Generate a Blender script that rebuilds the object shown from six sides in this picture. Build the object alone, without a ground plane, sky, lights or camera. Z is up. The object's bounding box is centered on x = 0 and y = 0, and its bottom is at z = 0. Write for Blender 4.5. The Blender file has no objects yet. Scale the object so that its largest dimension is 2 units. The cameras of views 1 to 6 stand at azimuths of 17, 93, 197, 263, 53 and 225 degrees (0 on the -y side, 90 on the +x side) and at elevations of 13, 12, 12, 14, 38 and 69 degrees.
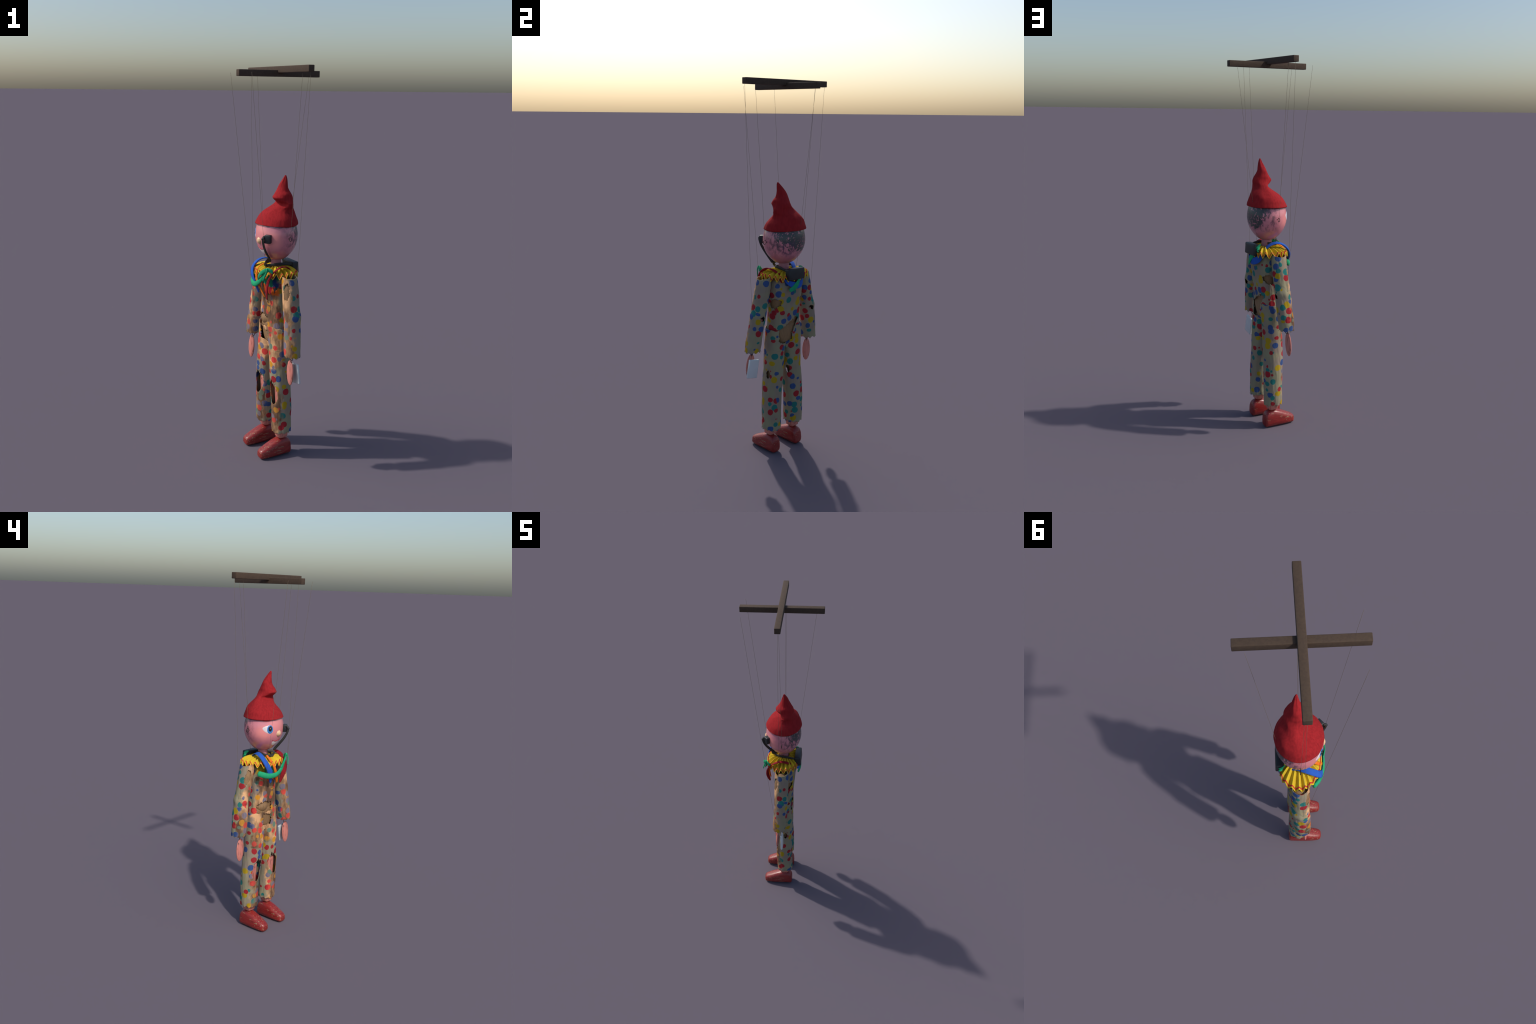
# Clown marionette: wooden string puppet with red felt hat, polka dot suit, pleated ruff,
# headset microphone, battery pack, and a wooden control cross above it.
# Everything is modelled in a figure frame (faces -Y, its left is +X, metres), then the
# root empty turns the whole figure by -45 degrees about z.
import bpy, bmesh, math, random
from mathutils import Vector, Matrix, noise

random.seed(7)
pi = math.pi
sin, cos, sqrt = math.sin, math.cos, math.sqrt


def lerp(a, b, t):
    return a + (b - a) * t


def smooth(e0, e1, x):
    t = max(0.0, min(1.0, (x - e0) / (e1 - e0)))
    return t * t * (3 - 2 * t)


def track(keys, t):
    """smooth interpolation through rows (t, v1, v2, ...) sorted by t (Catmull-Rom)"""
    n = len(keys)
    if t <= keys[0][0]:
        return keys[0][1:]
    if t >= keys[-1][0]:
        return keys[-1][1:]
    i = 0
    while keys[i + 1][0] < t:
        i += 1
    k1, k2 = keys[i], keys[i + 1]
    k0 = keys[i - 1] if i > 0 else k1
    k3 = keys[i + 2] if i + 2 < n else k2
    h = k2[0] - k1[0]
    u = (t - k1[0]) / h
    out = []
    for c in range(1, len(k1)):
        m1 = (k2[c] - k0[c]) / max(1e-9, k2[0] - k0[0]) * h
        m2 = (k3[c] - k1[c]) / max(1e-9, k3[0] - k1[0]) * h
        out.append((2 * u**3 - 3 * u**2 + 1) * k1[c] + (u**3 - 2 * u**2 + u) * m1
                   + (-2 * u**3 + 3 * u**2) * k2[c] + (u**3 - u**2) * m2)
    return tuple(out)


def wrap(a):
    return (a + pi) % (2 * pi) - pi


def nz(x, y, z):
    return noise.noise(Vector((x, y, z)))


# ------------------------------------------------------------------ scene graph
root = bpy.data.objects.new("clown_marionette", None)
bpy.context.scene.collection.objects.link(root)
root.rotation_euler = (0, 0, math.radians(-45))
root["label"] = "wooden string puppet clown in torn polka dot suit, red hat and headset"
root["category"] = "marionette"


def add(name, me, mat=None, parent=None, smooth_angle=None):
    ob = bpy.data.objects.new(name, me)
    bpy.context.scene.collection.objects.link(ob)
    ob.parent = parent or root
    if mat:
        me.materials.append(mat)
    for p in me.polygons:
        p.use_smooth = True
    if smooth_angle is not None:
        me.set_sharp_from_angle(angle=math.radians(smooth_angle))
    return ob


def mesh(name, verts, faces):
    me = bpy.data.meshes.new(name)
    me.from_pydata([tuple(v) for v in verts], [], faces)
    me.validate()
    bm = bmesh.new()
    bm.from_mesh(me)
    bmesh.ops.recalc_face_normals(bm, faces=bm.faces)
    bm.to_mesh(me)
    bm.free()
    return me


def grid_faces(rows, cols, closed=True, start=0):
    f = []
    for i in range(rows - 1):
        for j in range(cols if closed else cols - 1):
            k = (j + 1) % cols
            f.append((start + i * cols + j, start + i * cols + k, start + (i + 1) * cols + k, start + (i + 1) * cols + j))
    return f


def loft(name, rings, caps=True):
    cols = len(rings[0])
    v = [p for r in rings for p in r]
    f = grid_faces(len(rings), cols)
    if caps:
        for ri, ring in ((0, rings[0]), (len(rings) - 1, rings[-1])):
            c = sum((Vector(p) for p in ring), Vector()) / cols
            v.append(c)
            ci = len(v) - 1
            b = ri * cols
            for j in range(cols):
                f.append((b + j, b + (j + 1) % cols, ci))
    return mesh(name, v, f)


def ellipsoid(name, c, r, rows=24, cols=36):
    rings = []
    for i in range(rows + 1):
        a = -pi / 2 + pi * (0.01 + 0.98 * i / rows)
        rings.append([(c[0] + r[0] * cos(a) * cos(t), c[1] + r[1] * cos(a) * sin(t), c[2] + r[2] * sin(a))
                      for t in (2 * pi * j / cols for j in range(cols))])
    return loft(name, rings)


def sweep(name, keys, seg=60, cols=20, up=Vector((0, 0, 1)), power=2.0):
    """tube along keys (t, x, y, z, half_width, half_thickness[, twist]);
    half_width lies across the up direction's normal plane, round ends"""
    rings = []
    t0, t1 = keys[0][0], keys[-1][0]
    pts = [track(keys, lerp(t0, t1, i / seg)) for i in range(seg + 1)]
    for i, p in enumerate(pts):
        a = Vector(pts[max(0, i - 1)][:3])
        b = Vector(pts[min(seg, i + 1)][:3])
        d = (b - a).normalized()
        n = up - d * up.dot(d)
        if n.length < 1e-3:
            n = Vector((1, 0, 0)) - d * d.x
        n.normalize()
        s = d.cross(n)
        if len(p) > 5 and p[5]:
            q = Matrix.Rotation(p[5], 3, d)
            n, s = q @ n, q @ s
        e = 1.0
        for q in (i, seg - i):
            u = min(1.0, (q + 0.15) / 2.5)
            e = min(e, sqrt(max(0.02, 1 - (1 - u) ** 2)))
        ring = []
        for j in range(cols):
            w = 2 * pi * j / cols
            cx = math.copysign(abs(cos(w)) ** (2 / power), cos(w))
            sx = math.copysign(abs(sin(w)) ** (2 / power), sin(w))
            ring.append(Vector(p[:3]) + n * (cx * p[3] * e) + s * (sx * p[4] * e))
        rings.append(ring)
    return loft(name, rings)


def rounded_box(name, size, bevel, seg=3):
    bm = bmesh.new()
    bmesh.ops.create_cube(bm, size=1.0)
    for v in bm.verts:
        v.co = Vector((v.co.x * size[0], v.co.y * size[1], v.co.z * size[2]))
    bmesh.ops.bevel(bm, geom=list(bm.edges), offset=bevel, segments=seg, profile=0.5, affect="EDGES")
    me = bpy.data.meshes.new(name)
    bm.to_mesh(me)
    bm.free()
    return me


def torus(name, R, r, axis="Y", cols=28, rows=8):
    rings = []
    for i in range(cols):
        a = 2 * pi * i / cols
        ring = []
        for j in range(rows):
            b = 2 * pi * j / rows
            u, v, w = (R + r * cos(b)) * cos(a), (R + r * cos(b)) * sin(a), r * sin(b)
            ring.append({"Y": (u, w, v), "X": (w, u, v), "Z": (u, v, w)}[axis])
        rings.append(ring)
    v = [p for r_ in rings for p in r_]
    f = []
    for i in range(cols):
        for j in range(rows):
            a, b = i * rows, ((i + 1) % cols) * rows
            k = (j + 1) % rows
            f.append((a + j, a + k, b + k, b + j))
    return mesh(name, v, f)


def wire(name, pts, r, rows=6):
    """straight-segment wire through points"""
    rings = []
    for i, p in enumerate(pts):
        a, b = Vector(pts[max(0, i - 1)]), Vector(pts[min(len(pts) - 1, i + 1)])
        d = (b - a).normalized()
        n = d.orthogonal().normalized() if abs(d.z) < 0.8 else (Vector((1, 0, 0)) - d * d.x).normalized()
        s = d.cross(n)
        rings.append([Vector(p) + n * (r * cos(2 * pi * j / rows)) + s * (r * sin(2 * pi * j / rows)) for j in range(rows)])
    return loft(name, rings)


# ------------------------------------------------------------------ materials
def rgb(h):
    """sRGB hex to linear"""
    out = []
    for i in (0, 2, 4):
        c = int(h[i:i + 2], 16) / 255
        out.append(c / 12.92 if c <= 0.04045 else ((c + 0.055) / 1.055) ** 2.4)
    return tuple(out) + (1.0,)


class Nodes:
    def __init__(self, name, rough=0.6, **kw):
        self.mat = bpy.data.materials.new(name)
        self.mat.use_nodes = True
        self.t = self.mat.node_tree
        self.bsdf = self.t.nodes["Principled BSDF"]
        self.bsdf.inputs["Roughness"].default_value = rough
        for k, v in kw.items():
            self.bsdf.inputs[k.replace("_", " ")].default_value = v
        self.obj = self.n("ShaderNodeTexCoord").outputs["Object"]

    def n(self, kind, **props):
        nd = self.t.nodes.new(kind)
        for k, v in props.items():
            setattr(nd, k, v)
        return nd

    def link(self, a, b):
        self.t.links.new(a, b)

    def put(self, sock, v):
        if hasattr(v, "is_linked") or isinstance(v, bpy.types.NodeSocket):
            self.link(v, sock)
        else:
            sock.default_value = v

    def math(self, op, a, b=0.0, clamp=False):
        nd = self.n("ShaderNodeMath", operation=op, use_clamp=clamp)
        self.put(nd.inputs[0], a)
        self.put(nd.inputs[1], b)
        return nd.outputs[0]

    def mapr(self, v, a, b, c=0.0, d=1.0, kind="SMOOTHSTEP"):
        nd = self.n("ShaderNodeMapRange", interpolation_type=kind)
        self.put(nd.inputs[0], v)
        for i, x in enumerate((a, b, c, d)):
            nd.inputs[i + 1].default_value = x
        return nd.outputs[0]

    def mix(self, f, a, b, mode="MIX"):
        nd = self.n("ShaderNodeMix", data_type="RGBA", blend_type=mode)
        self.put(nd.inputs["Factor"], f)
        self.put(nd.inputs[6], a)
        self.put(nd.inputs[7], b)
        return nd.outputs[2]

    def mapping(self, scale=(1, 1, 1), loc=(0, 0, 0), vec=None):
        nd = self.n("ShaderNodeMapping")
        self.put(nd.inputs[0], vec or self.obj)
        nd.inputs["Scale"].default_value = scale
        nd.inputs["Location"].default_value = loc
        return nd.outputs[0]

    def noise(self, scale, detail=3.0, rough=0.55, vec=None, out="Fac", dist=0.0):
        nd = self.n("ShaderNodeTexNoise")
        self.put(nd.inputs["Vector"], vec or self.obj)
        nd.inputs["Scale"].default_value = scale
        nd.inputs["Detail"].default_value = detail
        nd.inputs["Roughness"].default_value = rough
        nd.inputs["Distortion"].default_value = dist
        return nd.outputs[out]

    def voronoi(self, scale, vec=None, rand=1.0, feature="F1"):
        nd = self.n("ShaderNodeTexVoronoi", feature=feature)
        self.put(nd.inputs["Vector"], vec or self.obj)
        nd.inputs["Scale"].default_value = scale
        nd.inputs["Randomness"].default_value = rand
        return nd.outputs

    def ramp(self, f, stops, constant=False):
        nd = self.n("ShaderNodeValToRGB")
        self.put(nd.inputs[0], f)
        cr = nd.color_ramp
        cr.interpolation = "CONSTANT" if constant else "LINEAR"
        while len(cr.elements) > 1:
            cr.elements.remove(cr.elements[-1])
        cr.elements[0].position, cr.elements[0].color = stops[0]
        for p, c in stops[1:]:
            cr.elements.new(p).color = c
        return nd.outputs[0]

    def xyz(self, vec=None):
        nd = self.n("ShaderNodeSeparateXYZ")
        self.put(nd.inputs[0], vec or self.obj)
        return nd.outputs

    def vadd(self, a, b, scale=1.0):
        m = self.n("ShaderNodeVectorMath", operation="SCALE")
        self.put(m.inputs[0], b)
        m.inputs["Scale"].default_value = scale
        nd = self.n("ShaderNodeVectorMath", operation="ADD")
        self.put(nd.inputs[0], a)
        self.link(m.outputs[0], nd.inputs[1])
        return nd.outputs[0]

    def blob(self, c, r, soft=0.3, wob=0.0):
        """1 inside an ellipsoid of centre c, radii r"""
        m = self.mapping(tuple(1 / x for x in r), tuple(-p / q for p, q in zip(c, r)))
        ln = self.n("ShaderNodeVectorMath", operation="LENGTH")
        self.link(m, ln.inputs[0])
        v = ln.outputs["Value"]
        if wob:
            v = self.math("ADD", v, self.mapr(self.noise(45, 3), 0, 1, -wob, wob, "LINEAR"))
        return self.mapr(v, 1 - soft, 1 + soft, 1, 0)

    def color(self, c):
        self.put(self.bsdf.inputs["Base Color"], c)

    def bump(self, h, strength=0.3, dist=0.001):
        nd = self.n("ShaderNodeBump")
        nd.inputs["Strength"].default_value = strength
        nd.inputs["Distance"].default_value = dist
        self.put(nd.inputs["Height"], h)
        self.link(nd.outputs[0], self.bsdf.inputs["Normal"])

    def rough(self, v):
        self.put(self.bsdf.inputs["Roughness"], v)


def plain(name, hexcol, rough=0.55, vary=0.12, scale=60, bump=0.0, **kw):
    m = Nodes(name, rough, **kw)
    if rough > 0.75:
        m.bsdf.inputs["Specular IOR Level"].default_value = 0.15
    c = rgb(hexcol)
    d = tuple(x * (1 - vary * 2) for x in c[:3]) + (1,)
    f = m.noise(scale, 4)
    m.color(m.mix(m.mapr(f, 0.35, 0.7), c, d))
    if bump:
        m.bump(m.noise(scale * 6, 3), bump, 0.001)
    return m.mat


def cloth_material(name, shift, chest=False, untinted=None):
    m = Nodes(name, 0.9)
    m.bsdf.inputs["Specular IOR Level"].default_value = 0.15
    p = m.mapping(loc=shift)
    p = m.vadd(p, m.noise(18, 2, out="Color"), 0.012)
    vo = m.voronoi(25.5, p, 0.80)
    sc = m.n("ShaderNodeSeparateColor")
    m.link(vo["Color"], sc.inputs[0])
    rad = m.mapr(sc.outputs[1], 0.0, 1.0, 0.40, 0.48, "LINEAR")
    d = m.math("SUBTRACT", vo["Distance"], rad)
    dot = m.mapr(d, -0.012, 0.012, 1, 0)
    col = m.ramp(sc.outputs[0], [(0.0, rgb("384f7e")), (0.36, rgb("96282f")), (0.60, rgb("2a716c")),
                                 (0.81, rgb("a58b20"))], True)
    xyz = m.xyz()
    # cloth ground: grey cream with faint greenish and pinkish areas
    g = m.mix(m.mapr(m.noise(9, 2), 0.35, 0.65), rgb("8f8a6e"), rgb("8c7d70"))
    back = m.mix(dot, g, col)
    # front tinted with baked-in sunlight: peach patches, brown grime, washed out warm dots
    fr = m.math("ADD", xyz[1], m.mapr(m.noise(14, 3), 0.0, 1.0, -0.055, 0.055, "LINEAR"))
    front = m.mapr(fr, -0.034, -0.016, 1, 0)
    if untinted:
        # a stretch of the garment kept free of the painted warm light
        zn = m.math("ADD", xyz[2], m.mapr(m.noise(12, 2), 0, 1, -0.06, 0.06, "LINEAR"))
        keep = m.math("MULTIPLY", m.mapr(zn, untinted[0], untinted[0] + 0.02), m.mapr(zn, untinted[1], untinted[1] + 0.02, 1, 0))
        front = m.math("MULTIPLY", front, m.math("SUBTRACT", 1.0, keep))
    bake_noise = m.noise(11, 5, 0.6, m.mapping((1.2, 1.2, 0.5), loc=shift))
    fg = m.ramp(bake_noise, [(0.0, rgb("e2b487")), (0.41, rgb("d6a679")), (0.49, rgb("a07c5b")), (0.57, rgb("705440")), (0.68, rgb("4f3d33"))])
    brown_mask = m.mapr(bake_noise, 0.46, 0.60)
    fcol = m.ramp(sc.outputs[0], [(0.0, rgb("77707f")), (0.30, rgb("cf443e")), (0.60, rgb("637d6c")),
                                  (0.78, rgb("c88a2b"))], True)
    soft = m.mapr(d, -0.03, 0.03, 1, 0)
    fdot = m.mix(m.math("MULTIPLY", soft, m.mapr(brown_mask, 0, 1, 1.0, 0.6, "LINEAR")), fg, fcol)
    c = m.mix(front, back, fdot)
    if chest:
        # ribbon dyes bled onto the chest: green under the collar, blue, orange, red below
        w = m.vadd(m.obj, m.noise(30, 2, out="Color"), 0.03)
        wx = m.xyz(w)
        band = m.mapr(wx[2], 0.885, 1.0, 0.0, 1.0, "LINEAR")
        cells = m.voronoi(30, m.mapping((1.4, 0.3, 0.55), vec=w), 0.9)
        sc2 = m.n("ShaderNodeSeparateColor")
        m.link(cells["Color"], sc2.inputs[0])
        lowc = m.ramp(sc2.outputs[0], [(0.0, rgb("c05a1e")), (0.25, rgb("96202c")), (0.55, rgb("24427a")),
                                       (0.70, rgb("7b1c28")), (0.85, rgb("2b2f36"))], True)
        highl = m.ramp(sc2.outputs[1], [(0.0, rgb("1d6e57")), (0.45, rgb("10483c")), (0.7, rgb("2a8a6a")),
                                        (0.85, rgb("1d3465"))], True)
        yel = m.mix(m.noise(25), rgb("d7b21e"), rgb("6d5716"))
        hi = m.mix(m.mapr(wx[0], -0.035, -0.015, 1, 0), highl, yel)
        dye = m.mix(m.mapr(band, 0.40, 0.46), lowc, hi)
        area = m.math("MULTIPLY", m.mapr(wx[1], -0.02, -0.005, 1, 0), m.mapr(m.math("SUBTRACT", band, m.mapr(wx[0], 0.0, -0.03, 0.0, 0.42)), 0.02, 0.10))
        c = m.mix(area, c, dye)
    m.color(c)
    weave = m.noise(420, 2)
    folds = m.noise(40, 3, vec=m.mapping((1, 1, 0.4)))
    m.bump(m.math("ADD", m.math("MULTIPLY", weave, 0.25), folds), 0.35, 0.002)
    return m.mat


def wood_material(name, light, dark, rough=0.55, axis=(14, 14, 1.2), scratches=0.0, mark="3a2a26"):
    m = Nodes(name, rough)
    grain = m.noise(22, 5, 0.6, m.mapping(axis), dist=0.4)
    c = m.mix(m.mapr(grain, 0.35, 0.68), rgb(light), rgb(dark))
    if scratches:
        s = m.noise(60, 2, 0.5, m.mapping((axis[0] / 1.8, axis[1] / 1.8, axis[2] / 5.0)))
        c = m.mix(m.mapr(s, 0.61, 0.65, 0, scratches), c, rgb(mark))
        m.bump(m.mapr(s, 0.62, 0.72, 1, 0), 0.4, 0.001)
    else:
        m.bump(grain, 0.15, 0.001)
    m.color(c)
    return m.mat


# painted head: pink gloss paint, worn dark hair paint behind, purple blotches
def head_material():
    m = Nodes("pink_gloss_paint", 0.28)
    m.bsdf.inputs["Coat Weight"].default_value = 0.35
    m.bsdf.inputs["Coat Roughness"].default_value = 0.15
    x = m.xyz()
    c = m.mix(m.mapr(m.noise(14, 3), 0.35, 0.7), rgb("cf8088"), rgb("c07480"))
    for sx in (1, -1):  # brighter pink spots on both cheeks
        cheek = m.blob((sx * 0.085, -0.065, 1.165), (0.045, 0.045, 0.036), 0.6)
        c = m.mix(m.math("MULTIPLY", cheek, 0.75), c, rgb("ef938c"))
    c = m.mix(m.math("MULTIPLY", m.blob((0, -0.11, 1.19), (0.07, 0.05, 0.06), 0.5), 0.6), c, rgb("e48f8c"))  # face front lightened to salmon for sun on the forehead
    # smoky flecks towards the back
    y = x[1]
    fl = m.noise(60, 5, 0.65, m.mapping((1, 1, 0.55)))
    smoke = m.math("MULTIPLY", m.mapr(fl, 0.44, 0.62), m.mapr(y, -0.045, 0.055))
    smoke = m.math("MULTIPLY", smoke, m.mapr(x[2], 1.08, 1.16))
    c = m.mix(m.math("MULTIPLY", smoke, 0.85), c, rgb("33303c"))
    # crackled remains of black hair paint
    cr = m.noise(75, 4, 0.65, dist=0.8)
    area = m.mapr(m.math("ADD", m.math("ADD", m.math("MULTIPLY", y, 2.2), m.math("MULTIPLY", m.math("SUBTRACT", x[2], 1.17), 0.9)),
                         m.mapr(m.noise(15, 3), 0, 1, -0.13, 0.13, "LINEAR")), 0.05, 0.19)
    hair = m.mapr(m.math("SUBTRACT", m.math("MULTIPLY", area, 0.56), cr), -0.03, 0.01)
    c = m.mix(hair, c, m.mix(m.noise(35, 3), rgb("1b1d20"), rgb("474c4c")))
    pu = m.math("MULTIPLY", m.blob((0.05, 0.09, 1.15), (0.035, 0.05, 0.04), 0.5, 0.4), 0.7)
    c = m.mix(m.math("MULTIPLY", pu, m.mapr(fl, 0.4, 0.6)), c, rgb("43294f"))
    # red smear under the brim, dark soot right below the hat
    red = m.blob((-0.075, -0.085, 1.236), (0.022, 0.05, 0.012), 0.4, 0.35)
    c = m.mix(red, c, rgb("c8222e"))
    brim_band = m.math("MULTIPLY", m.mapr(m.math("ADD", x[2], m.mapr(m.noise(40, 4), 0, 1, -0.02, 0.02, "LINEAR")), 1.226, 1.238), 0.75)
    c = m.mix(brim_band, c, rgb("4e3c54"))
    m.color(c)
    m.rough(m.mapr(hair, 0, 1, 0.26, 0.42))
    m.bump(m.noise(30, 2), 0.05, 0.002)
    return m.mat


def shoe_material():
    m = Nodes("chipped_red_paint", 0.4)
    m.bsdf.inputs["Coat Weight"].default_value = 0.12
    m.bsdf.inputs["Coat Roughness"].default_value = 0.2
    g = m.noise(30, 3, vec=m.mapping((5, 0.8, 5)))
    c = m.mix(m.mapr(g, 0.35, 0.7), rgb("8c2622"), rgb("761d1b"))
    y = m.xyz()[1]
    ch = m.noise(40, 3, 0.5, m.mapping((4.0, 0.45, 4.0)))
    chips = m.mapr(ch, 0.645, 0.68)
    tn = m.noise(115, 2, 0.5)
    toe = m.math("MULTIPLY", m.mapr(tn, 0.63, 0.66), m.mapr(y, -0.05, -0.09))
    k = m.math("MAXIMUM", m.math("MULTIPLY", chips, 0.6), m.math("MULTIPLY", toe, 0.8))
    c = m.mix(k, c, rgb("978a68"))
    m.color(c)
    m.rough(m.mapr(k, 0, 1, 0.38, 0.7))
    m.bump(m.math("SUBTRACT", 1.0, k), 0.4, 0.001)
    return m.mat


def hat_material():
    m = Nodes("red_felt", 0.95)
    m.bsdf.inputs["Specular IOR Level"].default_value = 0.12
    st = m.noise(120, 3, vec=m.mapping((1, 1, 0.12)))
    c = m.mix(m.mapr(st, 0.35, 0.65), rgb("982428"), rgb("8b2024"))
    nick = m.mapr(m.noise(26, 2, vec=m.mapping((1, 1, 0.3))), 0.75, 0.78)
    c = m.mix(m.math("MULTIPLY", nick, 0.7), c, rgb("3c1216"))
    m.color(c)
    m.bump(m.math("ADD", m.noise(700, 2), m.math("MULTIPLY", st, 0.5)), 0.15, 0.001)
    return m.mat


def ruff_material():
    m = Nodes("yellow_pleated_cloth", 0.85)
    m.bsdf.inputs["Specular IOR Level"].default_value = 0.15
    a = m.noise(16, 3)
    c = m.mix(m.mapr(a, 0.35, 0.7), rgb("d2b430"), rgb("c4a428"))
    c = m.mix(m.math("MULTIPLY", m.mapr(m.noise(55, 4), 0.62, 0.72), 0.35), c, rgb("6e5a14"))
    m.color(c)
    m.bump(m.noise(500, 2), 0.15, 0.001)
    return m.mat


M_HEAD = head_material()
M_SHOE = shoe_material()
M_HAT = hat_material()
M_RUFF = ruff_material()
M_SHIRT = cloth_material("dotted_shirt_cloth", (0.31, 0.12, 0.05), True)
M_SLEEVE_L = cloth_material("dotted_sleeve_cloth", (0.83, 0.41, 0.22))
M_SLEEVE_R = cloth_material("dotted_sleeve_cloth", (0.17, 0.77, 0.63))
M_TROUSER = cloth_material("dotted_trouser_cloth", (0.55, 0.29, 0.91), untinted=(0.36, 0.50))
M_PINKWOOD = wood_material("pink_stained_wood", "cc7f72", "bb6f63", 0.55, (7, 7, 0.7), 0.9)
M_SKIN = plain("pink_neck_paint", "c47f86", 0.4, 0.06)
M_NOSE = plain("cream_nose_paint", "e2b890", 0.35, 0.12, 70)
M_WOOD = wood_material("bare_brown_wood", "8d6d49", "7b5d3e", 0.7)
M_BAR = wood_material("dark_bar_wood", "49392b", "413226", 0.85, (5, 5, 5))
M_BLACK = plain("black_plastic", "1d2226", 0.5, 0.15, 40, 0.1)
M_STRAP = plain("black_strap", "2b2b29", 0.65, 0.15, 60, 0.2)
M_RED = plain("red_felt_ribbon", "8f1f27", 0.85, 0.1, 50, 0.2)
M_TRIM = plain("red_rickrack_trim", "c02a38", 0.8, 0.08)
M_GREEN = plain("green_felt_ribbon", "269c6c", 0.8, 0.06, 40, 0.2)
M_BLUE = plain("blue_felt_ribbon", "2b5ab4", 0.8, 0.06, 40, 0.2)
M_ORANGE = plain("orange_felt_ribbon", "e67820", 0.8, 0.08, 40, 0.2)
M_STRING = plain("puppet_string", "6f6355", 0.8, 0.05)
M_WIRE = plain("dark_wire", "2a2a26", 0.45, 0.2, 80, 0.0, Metallic=0.6)
M_WHITE = plain("white_enamel", "ded4d6", 0.35, 0.06)
M_IRIS = plain("blue_enamel", "3f86cc", 0.35, 0.18, 110)
M_PUPIL = plain("black_enamel", "17191f", 0.3, 0.1)
M_LIP = plain("red_enamel", "b02a34", 0.4, 0.1)
M_CARD = Nodes("pale_glossy_card", 0.22)
M_CARD.bsdf.inputs["Metallic"].default_value = 0.2
M_CARD.color(M_CARD.mix(M_CARD.noise(20), rgb("d3d8d8"), rgb("c6cdd0")))
M_CARD = M_CARD.mat

# ------------------------------------------------------------------ head
HEAD_A, HEAD_B, HEAD_C = 0.1205, 0.1035, (-0.001, 0.004)
HEAD_KEYS = [(1.051, 0.20), (1.0535, 0.30), (1.058, 0.40), (1.067, 0.520), (1.083, 0.665), (1.100, 0.785), (1.120, 0.885),
             (1.140, 0.953), (1.160, 0.99), (1.178, 1.0), (1.200, 0.985), (1.225, 0.935), (1.25, 0.85), (1.275, 0.70), (1.295, 0.48), (1.305, 0.2)]


def head_scale(z):
    return track(HEAD_KEYS, z)[0]


def head_y(x, z):
    s = head_scale(z)
    q = 1 - ((x - HEAD_C[0]) / (HEAD_A * s)) ** 2
    return HEAD_C[1] - HEAD_B * s * sqrt(max(0.0, q))


rings = []
for i in range(61):
    z = lerp(1.051, 1.305, i / 60)
    s = head_scale(z)
    rings.append([(HEAD_C[0] + HEAD_A * s * sin(t), HEAD_C[1] - HEAD_B * s * cos(t), z) for t in (2 * pi * j / 96 for j in range(96))])
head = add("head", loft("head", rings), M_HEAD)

rings = []
for i in range(13):
    z = lerp(0.985, 1.062, i / 12)
    r = 0.0275 + 0.002 * smooth(1.02, 0.985, z)
    rings.append([(HEAD_C[0] + r * cos(t), HEAD_C[1] + r * sin(t), z) for t in (2 * pi * j / 40 for j in range(40))])
add("neck", loft("neck", rings), M_SKIN)
nose = add("nose", ellipsoid("nose", (0.003, -0.0900, 1.1565), (0.0205, 0.0180, 0.0190)), M_NOSE, head)


def decal(name, x0, z0, radius_at, mat, parent, lift, rows=8, cols=48, dome=0.0006):
    """thin raised enamel patch lying on the head, outline radius_at(angle) -> (dx, dz)"""
    v = [(x0, head_y(x0, z0) - lift - dome, z0)]
    f = []
    for i in range(1, rows + 1):
        k = i / rows
        for j in range(cols):
            dx, dz = radius_at(2 * pi * j / cols)
            x, z = x0 + dx * k, z0 + dz * k
            v.append((x, head_y(x, z) - lift * (1 if k < 0.99 else -1.0) - dome * (1 - k * k), z))
    for j in range(cols):
        f.append((0, 1 + j, 1 + (j + 1) % cols))
    for i in range(rows - 1):
        for j in range(cols):
            k = (j + 1) % cols
            a, b = 1 + i * cols, 1 + (i + 1) * cols
            f.append((a + j, a + k, b + k, b + j))
    return add(name, mesh(name, v, f), mat, parent)


def almond(a):
    # pointed towards the temple (-x), rounded towards the nose
    c, s = cos(a), sin(a)
    if c < 0:
        return (0.0325 * c, 0.0245 * s * (1 - 0.25 * (-c)) + 0.006 * (-c) ** 2)
    return (0.0230 * c, 0.0250 * s - 0.004 * c)


eye = decal("eye", -0.064, 1.1835, almond, M_WHITE, head, 0.0007)
decal("iris", -0.0600, 1.1835, lambda a: (0.0185 * cos(a), 0.0250 * sin(a)), M_IRIS, eye, 0.0013)
decal("pupil", -0.0600, 1.1875, lambda a: (0.0112 * cos(a), 0.0165 * sin(a)), M_PUPIL, eye, 0.0019)
decal("eye_glint", -0.0603, 1.1885, lambda a: (0.0022 * cos(a), 0.0028 * sin(a)), M_WHITE, eye, 0.0025, 3, 16)


def chin(a):
    c, s = cos(a), sin(a)
    return (0.030 * c, 0.012 * s + 0.006 * c * c if s > 0 else 0.019 * s + 0.006 * c * c)


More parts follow.
